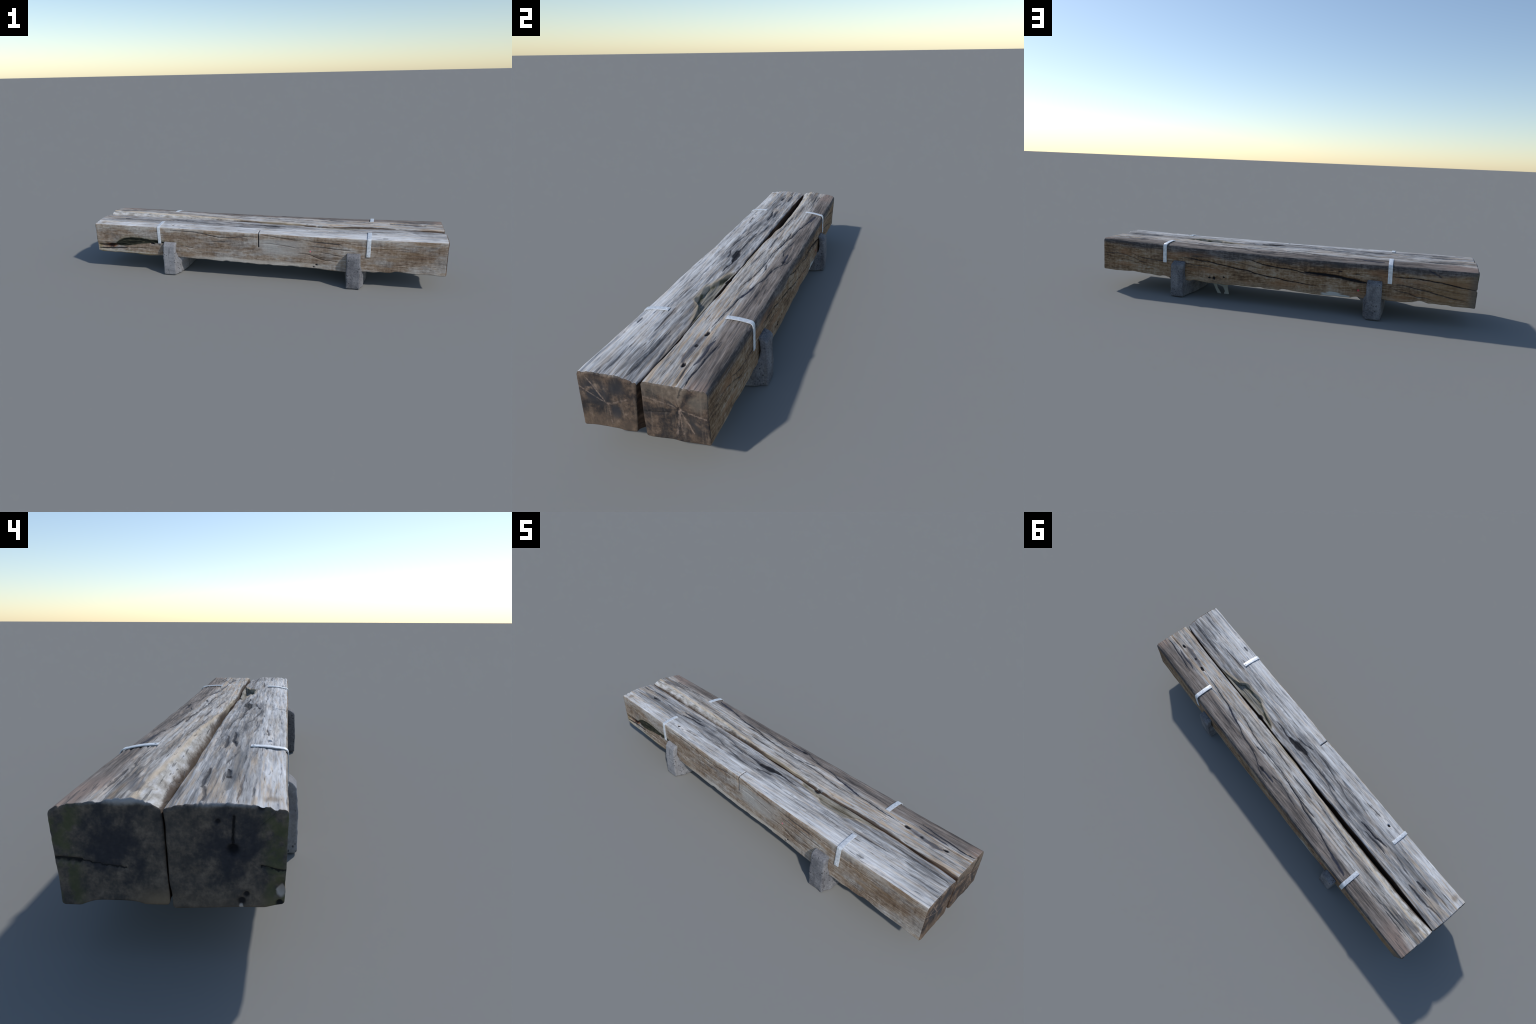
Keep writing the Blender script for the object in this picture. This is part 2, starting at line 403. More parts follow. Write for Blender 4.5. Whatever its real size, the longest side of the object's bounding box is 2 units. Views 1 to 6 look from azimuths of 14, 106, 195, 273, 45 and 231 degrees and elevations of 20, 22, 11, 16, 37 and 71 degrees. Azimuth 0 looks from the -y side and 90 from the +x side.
# radial checks of the end grain: ((y,z),(y,z), width, depth, dark)
END_SEG = {
    (True, 1): [],
    (False, 1): [((-.004, .182), (.079, .197), .004, .003)],
    (True, 0): [((-.097, .27), (-.095, .222), .0045, .005), ((-.142, .184), (-.184, .175), .004, .005)],
    (False, 0): [((.212, .190), (.160, .187), .0065, .008), ((.160, .187), (.083, .176), .003, .003)],
}
END_BLOT = {
    (True, 1): [], (False, 1): [(.104, .213, .006, .004)],
    (True, 0): [(-.095, .212, .010, .012), (-.071, .262, .005, .004), (-.141, .287, .007, .006),
                (-.109, .119, .008, .006), (-.117, .132, .006, .005), (-.173, .114, .008, .010)],
    (False, 0): [],
}
def end_grooves(front, endi, y, z):
    d = np.zeros_like(y)
    for (p, q, w, dep) in END_SEG[(front, endi)]:
        ax, ay = q[0] - p[0], q[1] - p[1]; L2 = ax * ax + ay * ay
        t = np.clip(((y - p[0]) * ax + (z - p[1]) * ay) / L2, 0, 1)
        dd = np.hypot(y - p[0] - t * ax, z - p[1] - t * ay)
        d = np.maximum(d, dep * np.exp(-(dd / (w * .6)) ** 2))
    for by, bz, r, dep in END_BLOT[(front, endi)]:
        q = ((y - by) ** 2 + (z - bz) ** 2) / (r * r)
        d = np.maximum(d, dep * np.exp(-q * q))
    if front and endi == 0:      # broken lower corner of the left end
        d = np.maximum(d, .016 * np.exp(-((y + .185) / .022) ** 2 - ((z - .143) / .016) ** 2))
    return d

# ------------------------------------------------------------------ node helpers
class NT:
    def __init__(s, name):
        s.halo = 0.0; s.halos = []
        s.mat = bpy.data.materials.new(name); s.mat.use_nodes = True
        s.t = s.mat.node_tree; s.t.nodes.clear()
        s.out = s.t.nodes.new('ShaderNodeOutputMaterial')
        s.bsdf = s.t.nodes.new('ShaderNodeBsdfPrincipled')
        s.t.links.new(s.bsdf.outputs[0], s.out.inputs[0])
        s.co = s.t.nodes.new('ShaderNodeTexCoord').outputs['Object']
        sep = s.t.nodes.new('ShaderNodeSeparateXYZ'); s.t.links.new(s.co, sep.inputs[0])
        s.x, s.y, s.z = sep.outputs
    def set(s, sock, v):
        if isinstance(v, bpy.types.NodeSocket): s.t.links.new(v, sock)
        elif sock.type == 'RGBA': sock.default_value = (*v[:3], 1)
        else: sock.default_value = v
    def m(s, op, *a, clamp=False):
        n = s.t.nodes.new('ShaderNodeMath'); n.operation = op; n.use_clamp = clamp
        for i, v in enumerate(a): s.set(n.inputs[i], v)
        return n.outputs[0]
    def step(s, v, e0, e1, smooth=True):
        n = s.t.nodes.new('ShaderNodeMapRange')
        n.interpolation_type = 'SMOOTHSTEP' if smooth else 'LINEAR'
        s.set(n.inputs[0], v); s.set(n.inputs[1], e0); s.set(n.inputs[2], e1)
        n.inputs[3].default_value = 0; n.inputs[4].default_value = 1
        return n.outputs[0]
    def mix(s, f, a, b, mode='MIX'):
        n = s.t.nodes.new('ShaderNodeMix'); n.data_type = 'RGBA'; n.blend_type = mode
        s.set(n.inputs[0], f); s.set(n.inputs[6], a); s.set(n.inputs[7], b)
        return n.outputs[2]
    def vec(s, x, y, z):
        n = s.t.nodes.new('ShaderNodeCombineXYZ')
        for i, v in enumerate((x, y, z)): s.set(n.inputs[i], v)
        return n.outputs[0]
    def scaled(s, sx, sy, sz, off=(0, 0, 0), src=None):
        n = s.t.nodes.new('ShaderNodeMapping'); s.set(n.inputs[0], src or s.co)
        n.inputs[1].default_value = off; n.inputs[3].default_value = (sx, sy, sz)
        return n.outputs[0]
    def noise(s, vec, scale=1, detail=4, rough=.55, dist=0):
        n = s.t.nodes.new('ShaderNodeTexNoise'); s.set(n.inputs['Vector'], vec)
        n.inputs['Scale'].default_value = scale; n.inputs['Detail'].default_value = detail
        n.inputs['Roughness'].default_value = rough; n.inputs['Distortion'].default_value = dist
        return n.outputs[0]
    def voro(s, vec, scale, feature='F1'):
        n = s.t.nodes.new('ShaderNodeTexVoronoi'); n.feature = feature
        s.set(n.inputs['Vector'], vec); n.inputs['Scale'].default_value = scale
        return n.outputs['Distance']
    def ramp(s, v, stops):
        n = s.t.nodes.new('ShaderNodeValToRGB'); s.set(n.inputs[0], v)
        e = n.color_ramp.elements
        while len(e) < len(stops): e.new(.5)
        for k, (p, c) in zip(e, stops): k.position = p; k.color = (*c, 1)
        return n.outputs[0]
    def curve(s, v, pts):
        n = s.t.nodes.new('ShaderNodeFloatCurve'); s.set(n.inputs['Value'], v)
        c = n.mapping.curves[0]
        while len(c.points) < len(pts): c.points.new(.5, .5)
        for k, p in zip(c.points, pts): k.location = p; k.handle_type = 'VECTOR'
        n.mapping.update()
        return n.outputs[0]
    def along(s, xs, ts, X):
        """lateral position of a run as a function of X"""
        lo, hi = min(ts) - .002, max(ts) + .002
        x0, x1 = xs[0], xs[-1]
        t = s.m('DIVIDE', s.m('SUBTRACT', X, x0), x1 - x0, clamp=True)
        c = s.curve(t, [((x - x0) / (x1 - x0), (y - lo) / (hi - lo)) for x, y in zip(xs, ts)])
        return t, s.m('MULTIPLY_ADD', c, hi - lo, lo)
    def crack(s, c, X, T):
        t, ct = s.along(c['x'], c['t'], X)
        e = s.m('MULTIPLY', s.m('MULTIPLY', t, s.m('SUBTRACT', 1.0, t)), 5.5, clamp=True)
        hw = s.m('MULTIPLY', s.m('SQRT', e), c['w'] * .5 * c['soft'])
        d = s.m('ABSOLUTE', s.m('SUBTRACT', T, ct))
        core = .25 if c['soft'] > 1.2 else .45
        v = s.m('DIVIDE', d, s.m('MAXIMUM', hw, 1e-5))
        k = s.step(v, 1.15, core)
        if s.halo:      # weather stain bleeding out of the check
            s.halos.append(s.m('MULTIPLY', s.m('MULTIPLY', s.step(v, 5.0, .8), c['dark']), s.m('MULTIPLY', e, s.halo)))
        return s.m('MULTIPLY', k, c['dark'])
    def blot(s, b, X, T):
        u = s.m('DIVIDE', s.m('SUBTRACT', X, b[0]), b[2]); v = s.m('DIVIDE', s.m('SUBTRACT', T, b[1]), b[3])
        q = s.m('ADD', s.m('MULTIPLY', u, u), s.m('MULTIPLY', v, v))
        return s.m('MULTIPLY', s.step(q, 1.5, .5), b[4])
    def cracks(s, col, cs, bl, X, T):
        # ragged edges: jitter the lookup with noise stretched along the grain
        jt = s.noise(s.scaled(55, 130, 130), 1, 3, .65)
        jx = s.noise(s.scaled(40, 90, 90, (3, 1, 2)), 1, 2, .6)
        T = s.m('MULTIPLY_ADD', s.m('SUBTRACT', jt, .5), .0062, T)
        X = s.m('MULTIPLY_ADD', s.m('SUBTRACT', jx, .5), .018, X)
        tints = {}
        for c in cs: tints.setdefault(c['tint'], []).append(s.crack(c, X, T))
        for b in bl: tints.setdefault(BLACK, []).append(s.blot(b, X, T))
        tot = None
        if s.halos:
            h = s.halos[0]
            for v in s.halos[1:]: h = s.m('MAXIMUM', h, v)
            h = s.m('MULTIPLY', h, s.step(s.noise(s.scaled(14, 70, 70, (2, 5, 1)), 1, 3, .6), .36, .58))
            col = s.mix(h, col, (.085, .083, .086))
        for tint, ms in tints.items():
            k = ms[0]
            for v in ms[1:]: k = s.m('MAXIMUM', k, v)
            col = s.mix(k, col, tint)
            tot = k if tot is None else s.m('MAXIMUM', tot, k)
        return col, tot
    def seg(s, p, q, w, Y, Z):
        ax, ay = q[0] - p[0], q[1] - p[1]; L2 = ax * ax + ay * ay
        wb = s.m('MULTIPLY', s.m('SUBTRACT', s.noise(s.scaled(1, 70, 70), 1, 2, .6), .5), .010)
        dy = s.m('ADD', s.m('SUBTRACT', Y, p[0]), wb); dz = s.m('SUBTRACT', s.m('SUBTRACT', Z, p[1]), wb)
        t = s.m('DIVIDE', s.m('ADD', s.m('MULTIPLY', dy, ax), s.m('MULTIPLY', dz, ay)), L2, clamp=True)
        ey, ez = s.m('SUBTRACT', dy, s.m('MULTIPLY', t, ax)), s.m('SUBTRACT', dz, s.m('MULTIPLY', t, ay))
        d = s.m('SQRT', s.m('ADD', s.m('MULTIPLY', ey, ey), s.m('MULTIPLY', ez, ez)))
        return s.step(d, w * .7, w * .2)
    def disc(s, c, r0, r1, Y, Z, sy=1.0):
        dy, dz = s.m('MULTIPLY', s.m('SUBTRACT', Y, c[0]), sy), s.m('SUBTRACT', Z, c[1])
        d = s.m('SQRT', s.m('ADD', s.m('MULTIPLY', dy, dy), s.m('MULTIPLY', dz, dz)))
        return s.step(d, r1, r0), d
    def finish(s, col, rough=.85, height=None, strength=.3, dist=.002, spec=.25, metal=0):
        s.set(s.bsdf.inputs['Base Color'], col); s.set(s.bsdf.inputs['Roughness'], rough)
        s.bsdf.inputs['Specular IOR Level'].default_value = spec
        s.set(s.bsdf.inputs['Metallic'], metal)
        if height is not None:
            b = s.t.nodes.new('ShaderNodeBump'); b.inputs['Strength'].default_value = strength
            b.inputs['Distance'].default_value = dist
            s.set(b.inputs['Height'], height); s.t.links.new(b.outputs[0], s.bsdf.inputs['Normal'])
        return s.mat

def wob_lat(n, T, amp=.005, off=0.0):
    """grain coordinate: lateral position bent by slow noise along the timber"""
    w = n.noise(n.scaled(4, 9, 9, (off, off, 0)), 1, 2, .5)
    f = n.noise(n.scaled(22, 30, 30, (off, 3, 0)), 1, 2, .5)
    T = n.m('ADD', T, n.m('MULTIPLY', n.m('SUBTRACT', w, .5), amp * 3))
    return n.m('ADD', T, n.m('MULTIPLY', n.m('SUBTRACT', f, .5), amp * .6))

def wsum(n, *pairs):
    """.5 + sum k*(noise-.5): a noise mix whose contrast is set by the weights"""
    t = .5
    for v, k in pairs:
        t = n.m('ADD', t, n.m('MULTIPLY', n.m('SUBTRACT', v, .5), k))
    return t

def side_colour(n, front):
    """brown, less bleached flank wood"""
    o = 5.0 if front else 9.0
    g = wob_lat(n, n.z, .002, o)
    a = n.noise(n.vec(n.m('MULTIPLY', n.x, 3.0), o, n.m('MULTIPLY', g, 70.0)), 1, 6, .62)
    f = n.noise(n.vec(n.m('MULTIPLY', n.x, 22.0), o, n.m('MULTIPLY', g, 210.0)), 1, 3, .6)
    p = n.noise(n.scaled(7, 3, 13, (o, 0, 2)), 1, 4, .6)
    p2 = n.noise(n.scaled(60, 5, 75, (3, 0, 1)), 1, 3, .65)
    saw = n.noise(n.scaled(70, 3, 9, (o, 2, 5)), 1, 3, .6)      # faint upright saw marks
    s = wsum(n, (a, .62), (f, .75), (p, .75), (p2, .6), (saw, .3))
    if front:
        col = n.ramp(s, [(.20, (.105, .069, .046)), (.37, (.185, .132, .094)), (.50, (.262, .202, .152)),
                         (.64, (.345, .288, .235)), (.82, (.46, .42, .375))])
    else:
        col = n.ramp(s, [(.24, (.070, .043, .026)), (.39, (.150, .090, .050)), (.50, (.225, .145, .083)),
                         (.61, (.295, .212, .138)), (.78, (.38, .31, .235))])
    grey = n.step(n.noise(n.scaled(6, 3, 15, (11 if front else 2, 0, 4)), 1, 4, .6), .47, .62)
    gc = n.ramp(s, [(.28, (.19, .185, .18)), (.5, (.335, .33, .32)), (.74, (.48, .475, .465))])
    col = n.mix(n.m('MULTIPLY', n.m('MULTIPLY', grey, .5 if front else .08), 1.0), col, gc)
    return col, s

def top_colour(n, front):
    o = 1.0 if front else 6.0
    g = wob_lat(n, n.y, .0022, o)
    a = n.noise(n.vec(n.m('MULTIPLY', n.x, 7.0), n.m('MULTIPLY', g, 105.0), o), 1, 5, .6)
    b = n.noise(n.vec(n.m('MULTIPLY', n.x, 1.8), n.m('MULTIPLY', g, 60.0), o + 2), 1, 5, .6)
    f = n.noise(n.vec(n.m('MULTIPLY', n.x, 24.0), n.m('MULTIPLY', g, 290.0), 3.0), 1, 3, .6)
    p = n.noise(n.vec(n.m('MULTIPLY', n.x, 3.5), n.m('MULTIPLY', n.y, 15.0), 8.0), 1, 4, .6)
    s = wsum(n, (a, .62), (b, .62), (f, .4), (p, .8))
    return s, a, f, p

def mat_top(front):
    n = NT('bleached_timber_top')
    n.halo = .62
    s, a, f, p = top_colour(n, front)
    warm = n.step(n.noise(n.vec(n.m('MULTIPLY', n.x, 6.), n.m('MULTIPLY', n.y, 60.), 12. if front else 15.), 1, 5, .65), .46, .62)
    if front:
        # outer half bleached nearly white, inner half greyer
        bright = n.step(n.y, -.075, -.155)
        s = n.m('ADD', s, n.m('MULTIPLY', n.m('SUBTRACT', bright, .45), .19))
        col = n.ramp(s, [(.22, (.115, .115, .12)), (.37, (.25, .25, .255)), (.48, (.41, .41, .415)),
                         (.60, (.555, .56, .57)), (.78, (.72, .73, .75))])
        wamt = n.m('MULTIPLY', warm, n.m('MULTIPLY_ADD', n.step(n.x, -.45, -.75), .4, .38))
        col = n.mix(wamt, col, n.mix(s, (.30, .23, .165), (.66, .55, .43)))
        # broad grey stain along the middle of the timber, strongest near the knot
        stn = n.m('MULTIPLY', n.m('MULTIPLY', n.step(n.y, -.135, -.09), n.step(n.y, -.012, -.04)),
                  n.step(n.noise(n.vec(n.m('MULTIPLY', n.x, 4.5), n.m('MULTIPLY', n.y, 30.), 21.), 1, 4, .6), .44, .6))
        stn = n.m('MULTIPLY', stn, n.step(n.x, .26, .14))
        col = n.mix(n.m('MULTIPLY', stn, .5), col, n.mix(s, (.06, .062, .068), (.42, .42, .425)))
        # tan rim along the hollow, olive floor inside it
        oy = n.along(HOL_X, HOL_Y, n.x)[1]
        d = n.m('SUBTRACT', n.y, oy)
        inx = n.m('MULTIPLY', n.step(n.x, .21, .25), n.step(n.x, .67, .62))
        rim = n.m('MULTIPLY', n.m('MULTIPLY', n.step(d, -.020, -.002), inx), .6)
        col = n.mix(rim, col, (.46, .36, .23))
        hol = n.m('MULTIPLY', n.step(d, -.001, .003), inx)
        fl = n.ramp(n.noise(n.vec(n.m('MULTIPLY', n.x, 12.), n.m('MULTIPLY', n.y, 150.), 2.), 1, 4, .6),
                    [(.35, (.14, .13, .10)), (.5, (.28, .265, .225)), (.65, (.40, .385, .35))])
        gr = n.m('MULTIPLY', n.step(d, .013, .003), n.step(n.noise(n.scaled(18, 18, 18), 1, 2, .5), .35, .55))
        fl = n.mix(n.m('MULTIPLY', gr, .85), fl, (.055, .06, .025))
        col = n.mix(n.m('MULTIPLY', hol, .95), col, fl)
        # tan inner lip beside the joint
        lip = n.m('MULTIPLY', n.step(n.y, -.022, -.004), n.m('MULTIPLY', n.step(n.x, .60, .75), .45))
        col = n.mix(lip, col, (.46, .36, .25))
        st, _ = n.disc((-.953, -.157), .004, .024, n.x, n.y, 1.0)
        col = n.mix(n.m('MULTIPLY', st, .65), col, (.22, .15, .08))
        col, k = n.cracks(col, TOP_FRONT, BLOT_TOP_FRONT, n.x, n.y)
        kerf = n.m('MULTIPLY', n.step(n.m('ABSOLUTE', n.m('SUBTRACT', n.x, .0005)), .004, .0015), n.step(n.y, -.143, -.148))
        col = n.mix(n.m('MULTIPLY', kerf, .8), col, (.05, .05, .06))
        k = n.m('MAXIMUM', k, kerf)
    else:
        # outer part: brown-grey skin, inner part: silver with tan streaks
        edge = n.m('ADD', n.y, n.m('MULTIPLY', n.m('SUBTRACT', p, .5), .07))
        ey = n.along([-1., -.8, -.5, -.2, 0., .2, .45, .7, 1.],
                     [.150, .132, .140, .130, .126, .122, .112, .108, .118], n.x)[1]
        outer = n.step(n.m('SUBTRACT', edge, ey), -.012, .018)
        c1 = n.ramp(s, [(.24, (.105, .10, .095)), (.38, (.25, .235, .22)), (.49, (.40, .385, .37)),
                        (.60, (.52, .51, .50)), (.76, (.66, .66, .665))])
        c1 = n.mix(n.m('MULTIPLY', warm, n.m('MULTIPLY_ADD', n.step(n.x, .2, .5), .4, .45)), c1, n.mix(s, (.26, .18, .115), (.68, .53, .38)))
        c2 = n.ramp(s, [(.24, (.060, .053, .052)), (.39, (.125, .106, .096)), (.50, (.185, .156, .138)),
                        (.62, (.245, .21, .188)), (.79, (.34, .31, .29))])
        pink = n.m('MULTIPLY', n.step(n.x, -.80, -.92), .55)
        c2 = n.mix(pink, c2, (.36, .26, .215))
        pr = n.m('MULTIPLY', n.step(n.x, .93, .985), .4)
        c2 = n.mix(pr, c2, (.36, .25, .20))
        col = n.mix(n.m('MULTIPLY', outer, .93), c1, c2)
        # pale wane slope and its tan crest
        ry = n.along(RIDGE_X, RIDGE_Y, n.x)[1]
        d = n.m('ADD', n.m('SUBTRACT', n.y, ry), n.m('MULTIPLY', n.m('SUBTRACT', f, .5), .012))
        lx = n.step(n.x, .02, -.2)
        wn = n.noise(n.scaled(24, 60, 24), 1, 5, .65)
        wc = n.ramp(wn, [(.30, (.22, .20, .175)), (.43, (.40, .375, .335)), (.54, (.54, .525, .50)), (.68, (.68, .69, .71))])
        col = n.mix(n.m('MULTIPLY', n.m('MULTIPLY', n.step(d, .003, -.006), lx), .85), col, wc)
        cr = n.m('MULTIPLY', n.m('MULTIPLY', n.step(n.m('ABSOLUTE', n.m('ADD', d, .001)), .009, .001), n.step(n.x, .1, -.1)), .55)
        col = n.mix(cr, col, (.62, .49, .34))
        # dark brown band along the foot of the slope, beside the joint
        gy = n.along([-1., -.9, -.6, -.3, 0., .3, .6, 1.], [.0215, .0265, .0235, .019, .0142, .0042, .0048, -.007], n.x)[1]
        wide = n.m('MULTIPLY_ADD', n.m('MULTIPLY', n.step(n.x, 0., -.25), n.step(n.x, -.99, -.85)), .0115, .004)
        foot = n.m('ADD', n.m('SUBTRACT', n.y, gy), n.m('MULTIPLY', n.m('SUBTRACT', wn, .5), n.m('MULTIPLY', wide, 1.1)))
        col = n.mix(n.m('MULTIPLY', n.step(foot, wide, n.m('MULTIPLY', wide, .25)), .9), col, (.075, .05, .036))
        yel = n.m('MULTIPLY', n.step(n.y, .030, .016), n.m('MULTIPLY', n.step(n.x, -.08, .02), n.step(n.x, .26, .18)))
        col = n.mix(n.m('MULTIPLY', yel, .3), col, (.54, .46, .31))
        col, k = n.cracks(col, TOP_BACK, BLOT_TOP_BACK, n.x, n.y)
    # fine open checks everywhere
    ck = n.step(n.noise(n.vec(n.m('MULTIPLY', n.x, 9.), n.m('MULTIPLY', wob_lat(n, n.y, .003, 2.), 130.), 4.), 1, 3, .5), .385, .30)
    col = n.mix(n.m('MULTIPLY', ck, .7), col, (.075, .075, .08))
    g2 = wob_lat(n, n.y, .003, 7.)
    ck2 = n.step(n.noise(n.vec(n.m('MULTIPLY', n.x, 22.), n.m('MULTIPLY', g2, 230.), 9.), 1, 2, .5), .37, .31)
    pz = n.step(n.noise(n.vec(n.m('MULTIPLY', n.x, 3.5), n.m('MULTIPLY', n.y, 20.), 30.), 1, 3, .6), .42, .58)
    ck2 = n.m('MULTIPLY', ck2, pz)
    col = n.mix(n.m('MULTIPLY', ck2, .7), col, (.07, .07, .078))
    ck = n.m('MAXIMUM', ck, ck2)
    # arris: the flank colour begins just below the rounded edge
    sc, s2 = side_colour(n, front)
    jag = n.m('MULTIPLY', n.m('SUBTRACT', n.noise(n.scaled(40, 40, 20), 1, 3, .6), .5), .008)
    zz = n.m('ADD', n.z, jag)
    if front:
        thr = n.along(KX, [.276, .274, .270, .268, .266, .265, .270], n.x)[1]
        out = n.step(n.y, -.168, -.178)
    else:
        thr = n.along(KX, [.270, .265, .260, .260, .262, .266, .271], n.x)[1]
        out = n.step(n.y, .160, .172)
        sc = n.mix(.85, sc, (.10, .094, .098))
    low = n.step(n.m('SUBTRACT', zz, thr), .003, -.003)
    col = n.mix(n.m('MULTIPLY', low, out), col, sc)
    h = n.m('SUBTRACT', n.m('ADD', n.m('MULTIPLY', a, .6), n.m('MULTIPLY', f, .5)), n.m('MULTIPLY', ck, .5))
    return n.finish(col, .82, h, .55, .003)

def mat_side(front):
    n = NT('brown_timber_side')
    col, s = side_colour(n, front)
    if front:
        # bleached streaks under the arris and along the lower edge; ochre at mid height
        lowb = n.m('MULTIPLY', n.m('MULTIPLY', n.step(n.z, .128, .108), n.step(n.x, .42, .30)), n.step(n.x, -.48, -.30))
        col = n.mix(n.m('MULTIPLY', lowb, .55), col, (.55, .52, .47))
        och = n.step(n.noise(n.scaled(6, 2, 30, (0, 0, 7)), 1, 3, .5), .54, .68)
        col = n.mix(n.m('MULTIPLY', och, .32), col, (.27, .175, .095))
        hi = n.m('MULTIPLY', n.step(n.z, .245, .268), n.step(n.noise(n.scaled(15, 3, 5), 1, 3, .5), .42, .6))
        col = n.mix(n.m('MULTIPLY', hi, .5), col, (.46, .435, .40))
        mid = n.m('MULTIPLY', n.m('MULTIPLY', n.step(n.x, -.02, .06), n.step(n.x, .32, .18)), n.m('MULTIPLY', n.step(n.z, .14, .17), n.step(n.z, .255, .235)))
        col = n.mix(n.m('MULTIPLY', mid, .6), col, (.42, .41, .395))
        strip = n.m('MULTIPLY', n.step(n.m('ABSOLUTE', n.m('SUBTRACT', n.z, n.m('MULTIPLY_ADD', n.step(n.x, -1., -.65, False), -.006, .1215))), .0065, .003),
                    n.m('MULTIPLY', n.step(n.x, -.60, -.68), n.step(n.noise(n.scaled(20, 3, 40), 1, 3, .6), .3, .45)))
        col = n.mix(n.m('MULTIPLY', strip, .7), col, (.50, .46, .38))
        under = n.m('MULTIPLY', n.m('MULTIPLY', n.step(n.z, .1145, .110), n.step(n.x, -.56, -.66)), .7)
        col = n.mix(under, col, (.12, .10, .06))
        # moss and rot
        t = n.along(ROT_X, ROT_TOP, n.x)[1]; b = n.along(ROT_X, ROT_BOT, n.x)[1]
        jn = n.m('MULTIPLY', n.m('SUBTRACT', n.noise(n.scaled(45, 10, 45), 1, 3, .6), .5), .012)
        zz = n.m('ADD', n.z, jn)
        rx = n.m('MULTIPLY', n.step(n.x, -.905, -.875), n.step(n.x, -.545, -.575))
        m = n.m('MULTIPLY', n.m('MULTIPLY', n.step(n.m('SUBTRACT', t, zz), -.003, .005), n.step(n.m('SUBTRACT', n.z, b), -.003, .001)), rx)
        halo = n.m('MULTIPLY', n.m('MULTIPLY', n.step(n.m('SUBTRACT', t, zz), -.022, .004), n.step(n.m('SUBTRACT', n.z, b), -.002, .002)), n.m('MULTIPLY', n.step(n.x, -.94, -.84), n.step(n.x, -.40, -.56)))
        col = n.mix(n.m('MULTIPLY', halo, .5), col, (.115, .115, .07))
        rc = n.ramp(n.noise(n.scaled(40, 40, 90), 1, 3, .6), [(.35, (.010, .012, .008)), (.6, (.028, .030, .020)), (.75, (.06, .045, .025))])
        col = n.mix(n.m('MULTIPLY', m, .97), col, rc)
        rh, _ = n.disc((-.905, .152), .008, .022, n.m('MULTIPLY_ADD', n.x, .45, -.905 * .55), n.m('ADD', n.z, jn))
        rcol = n.mix(n.step(n.noise(n.scaled(60, 20, 120), 1, 2, .5), .5, .62), (.03, .012, .010), (.20, .085, .04))
        col = n.mix(rh, col, rcol)
        moss = n.m('MULTIPLY', n.step(n.noise(n.scaled(14, 5, 26, (1, 2, 3)), 1, 4, .6), .5, .66), n.m('MULTIPLY', n.step(n.z, .18, .13), n.step(n.x, -.62, -.85)))
        col = n.mix(n.m('MULTIPLY', moss, .7), col, (.13, .13, .04))
        col, k = n.cracks(col, SIDE_FRONT, BLOT_SIDE_FRONT, n.x, n.z)
        kerf = n.m('MULTIPLY', n.step(n.m('ABSOLUTE', n.m('SUBTRACT', n.x, .001)), .0042, .0018), n.step(n.z, .192, .196))
        col = n.mix(n.m('MULTIPLY', kerf, .92), col, (.02, .02, .024))
        red, _ = n.disc((.292, .189), .003, .0062, n.x, n.z); 
        col = n.mix(red, col, (.72, .22, .26))
    else:
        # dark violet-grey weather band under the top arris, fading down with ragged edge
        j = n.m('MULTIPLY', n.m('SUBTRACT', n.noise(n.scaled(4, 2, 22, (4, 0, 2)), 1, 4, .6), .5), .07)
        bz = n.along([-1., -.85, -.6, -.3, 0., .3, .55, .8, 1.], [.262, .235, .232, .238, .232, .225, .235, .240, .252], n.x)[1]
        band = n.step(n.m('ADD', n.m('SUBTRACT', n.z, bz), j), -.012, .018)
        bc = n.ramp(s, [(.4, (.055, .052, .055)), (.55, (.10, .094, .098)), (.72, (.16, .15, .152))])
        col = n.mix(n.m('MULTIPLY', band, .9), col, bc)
        rust = n.m('MULTIPLY', n.step(n.noise(n.scaled(5, 2, 20, (7, 0, 1)), 1, 3, .5), .52, .66), n.step(n.z, .262, .23))
        col = n.mix(n.m('MULTIPLY', rust, .55), col, (.27, .145, .075))
        rr = n.m('MULTIPLY', n.step(n.x, -.72, -.82), .45)
        col = n.mix(n.m('MULTIPLY', rr, n.step(n.z, .255, .235)), col, (.26, .165, .085))
        pale = n.m('MULTIPLY', n.m('MULTIPLY', n.step(n.x, -.255, -.275), n.step(n.x, -.412, -.402)), n.step(n.m('ADD', n.z, j), .104, .100))
        col = n.mix(n.m('MULTIPLY', pale, .85), col, (.50, .54, .55))
        lowg = n.m('MULTIPLY', n.step(n.z, .125, .105), .4)
        col = n.mix(n.m('MULTIPLY', lowg, .6), col, (.30, .255, .19))
        endm = n.m('MULTIPLY', n.step(n.x, -.945, -.99), .6)
        col = n.mix(endm, col, (.10, .10, .095))
        col, k = n.cracks(col, SIDE_BACK, BLOT_SIDE_BACK, n.x, n.z)
        red, _ = n.disc((-.448, .134), .0035, .0065, n.x, n.z)
        col = n.mix(red, col, (.55, .06, .09))
    ck = n.step(n.noise(n.vec(n.m('MULTIPLY', n.x, 6.), n.m('MULTIPLY', wob_lat(n, n.z, .002, 3.), 110.), 4.), 1, 3, .5), .34, .26)
    col = n.mix(n.m('MULTIPLY', ck, .45), col, (.07, .05, .04))
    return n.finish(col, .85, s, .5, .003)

def mat_bottom():
    n = NT('timber_underside')
    s = n.noise(n.scaled(4, 60, 10), 1, 5, .6)
    col = n.ramp(s, [(.35, (.16, .125, .09)), (.5, (.28, .235, .18)), (.65, (.40, .36, .30))])
    pale = n.step(n.noise(n.scaled(3, 9, 4, (2, 1, 0)), 1, 2, .5), .5, .62)
    col = n.mix(n.m('MULTIPLY', pale, .45), col, (.48, .48, .45))
    return n.finish(col, .9, s, .4, .003)

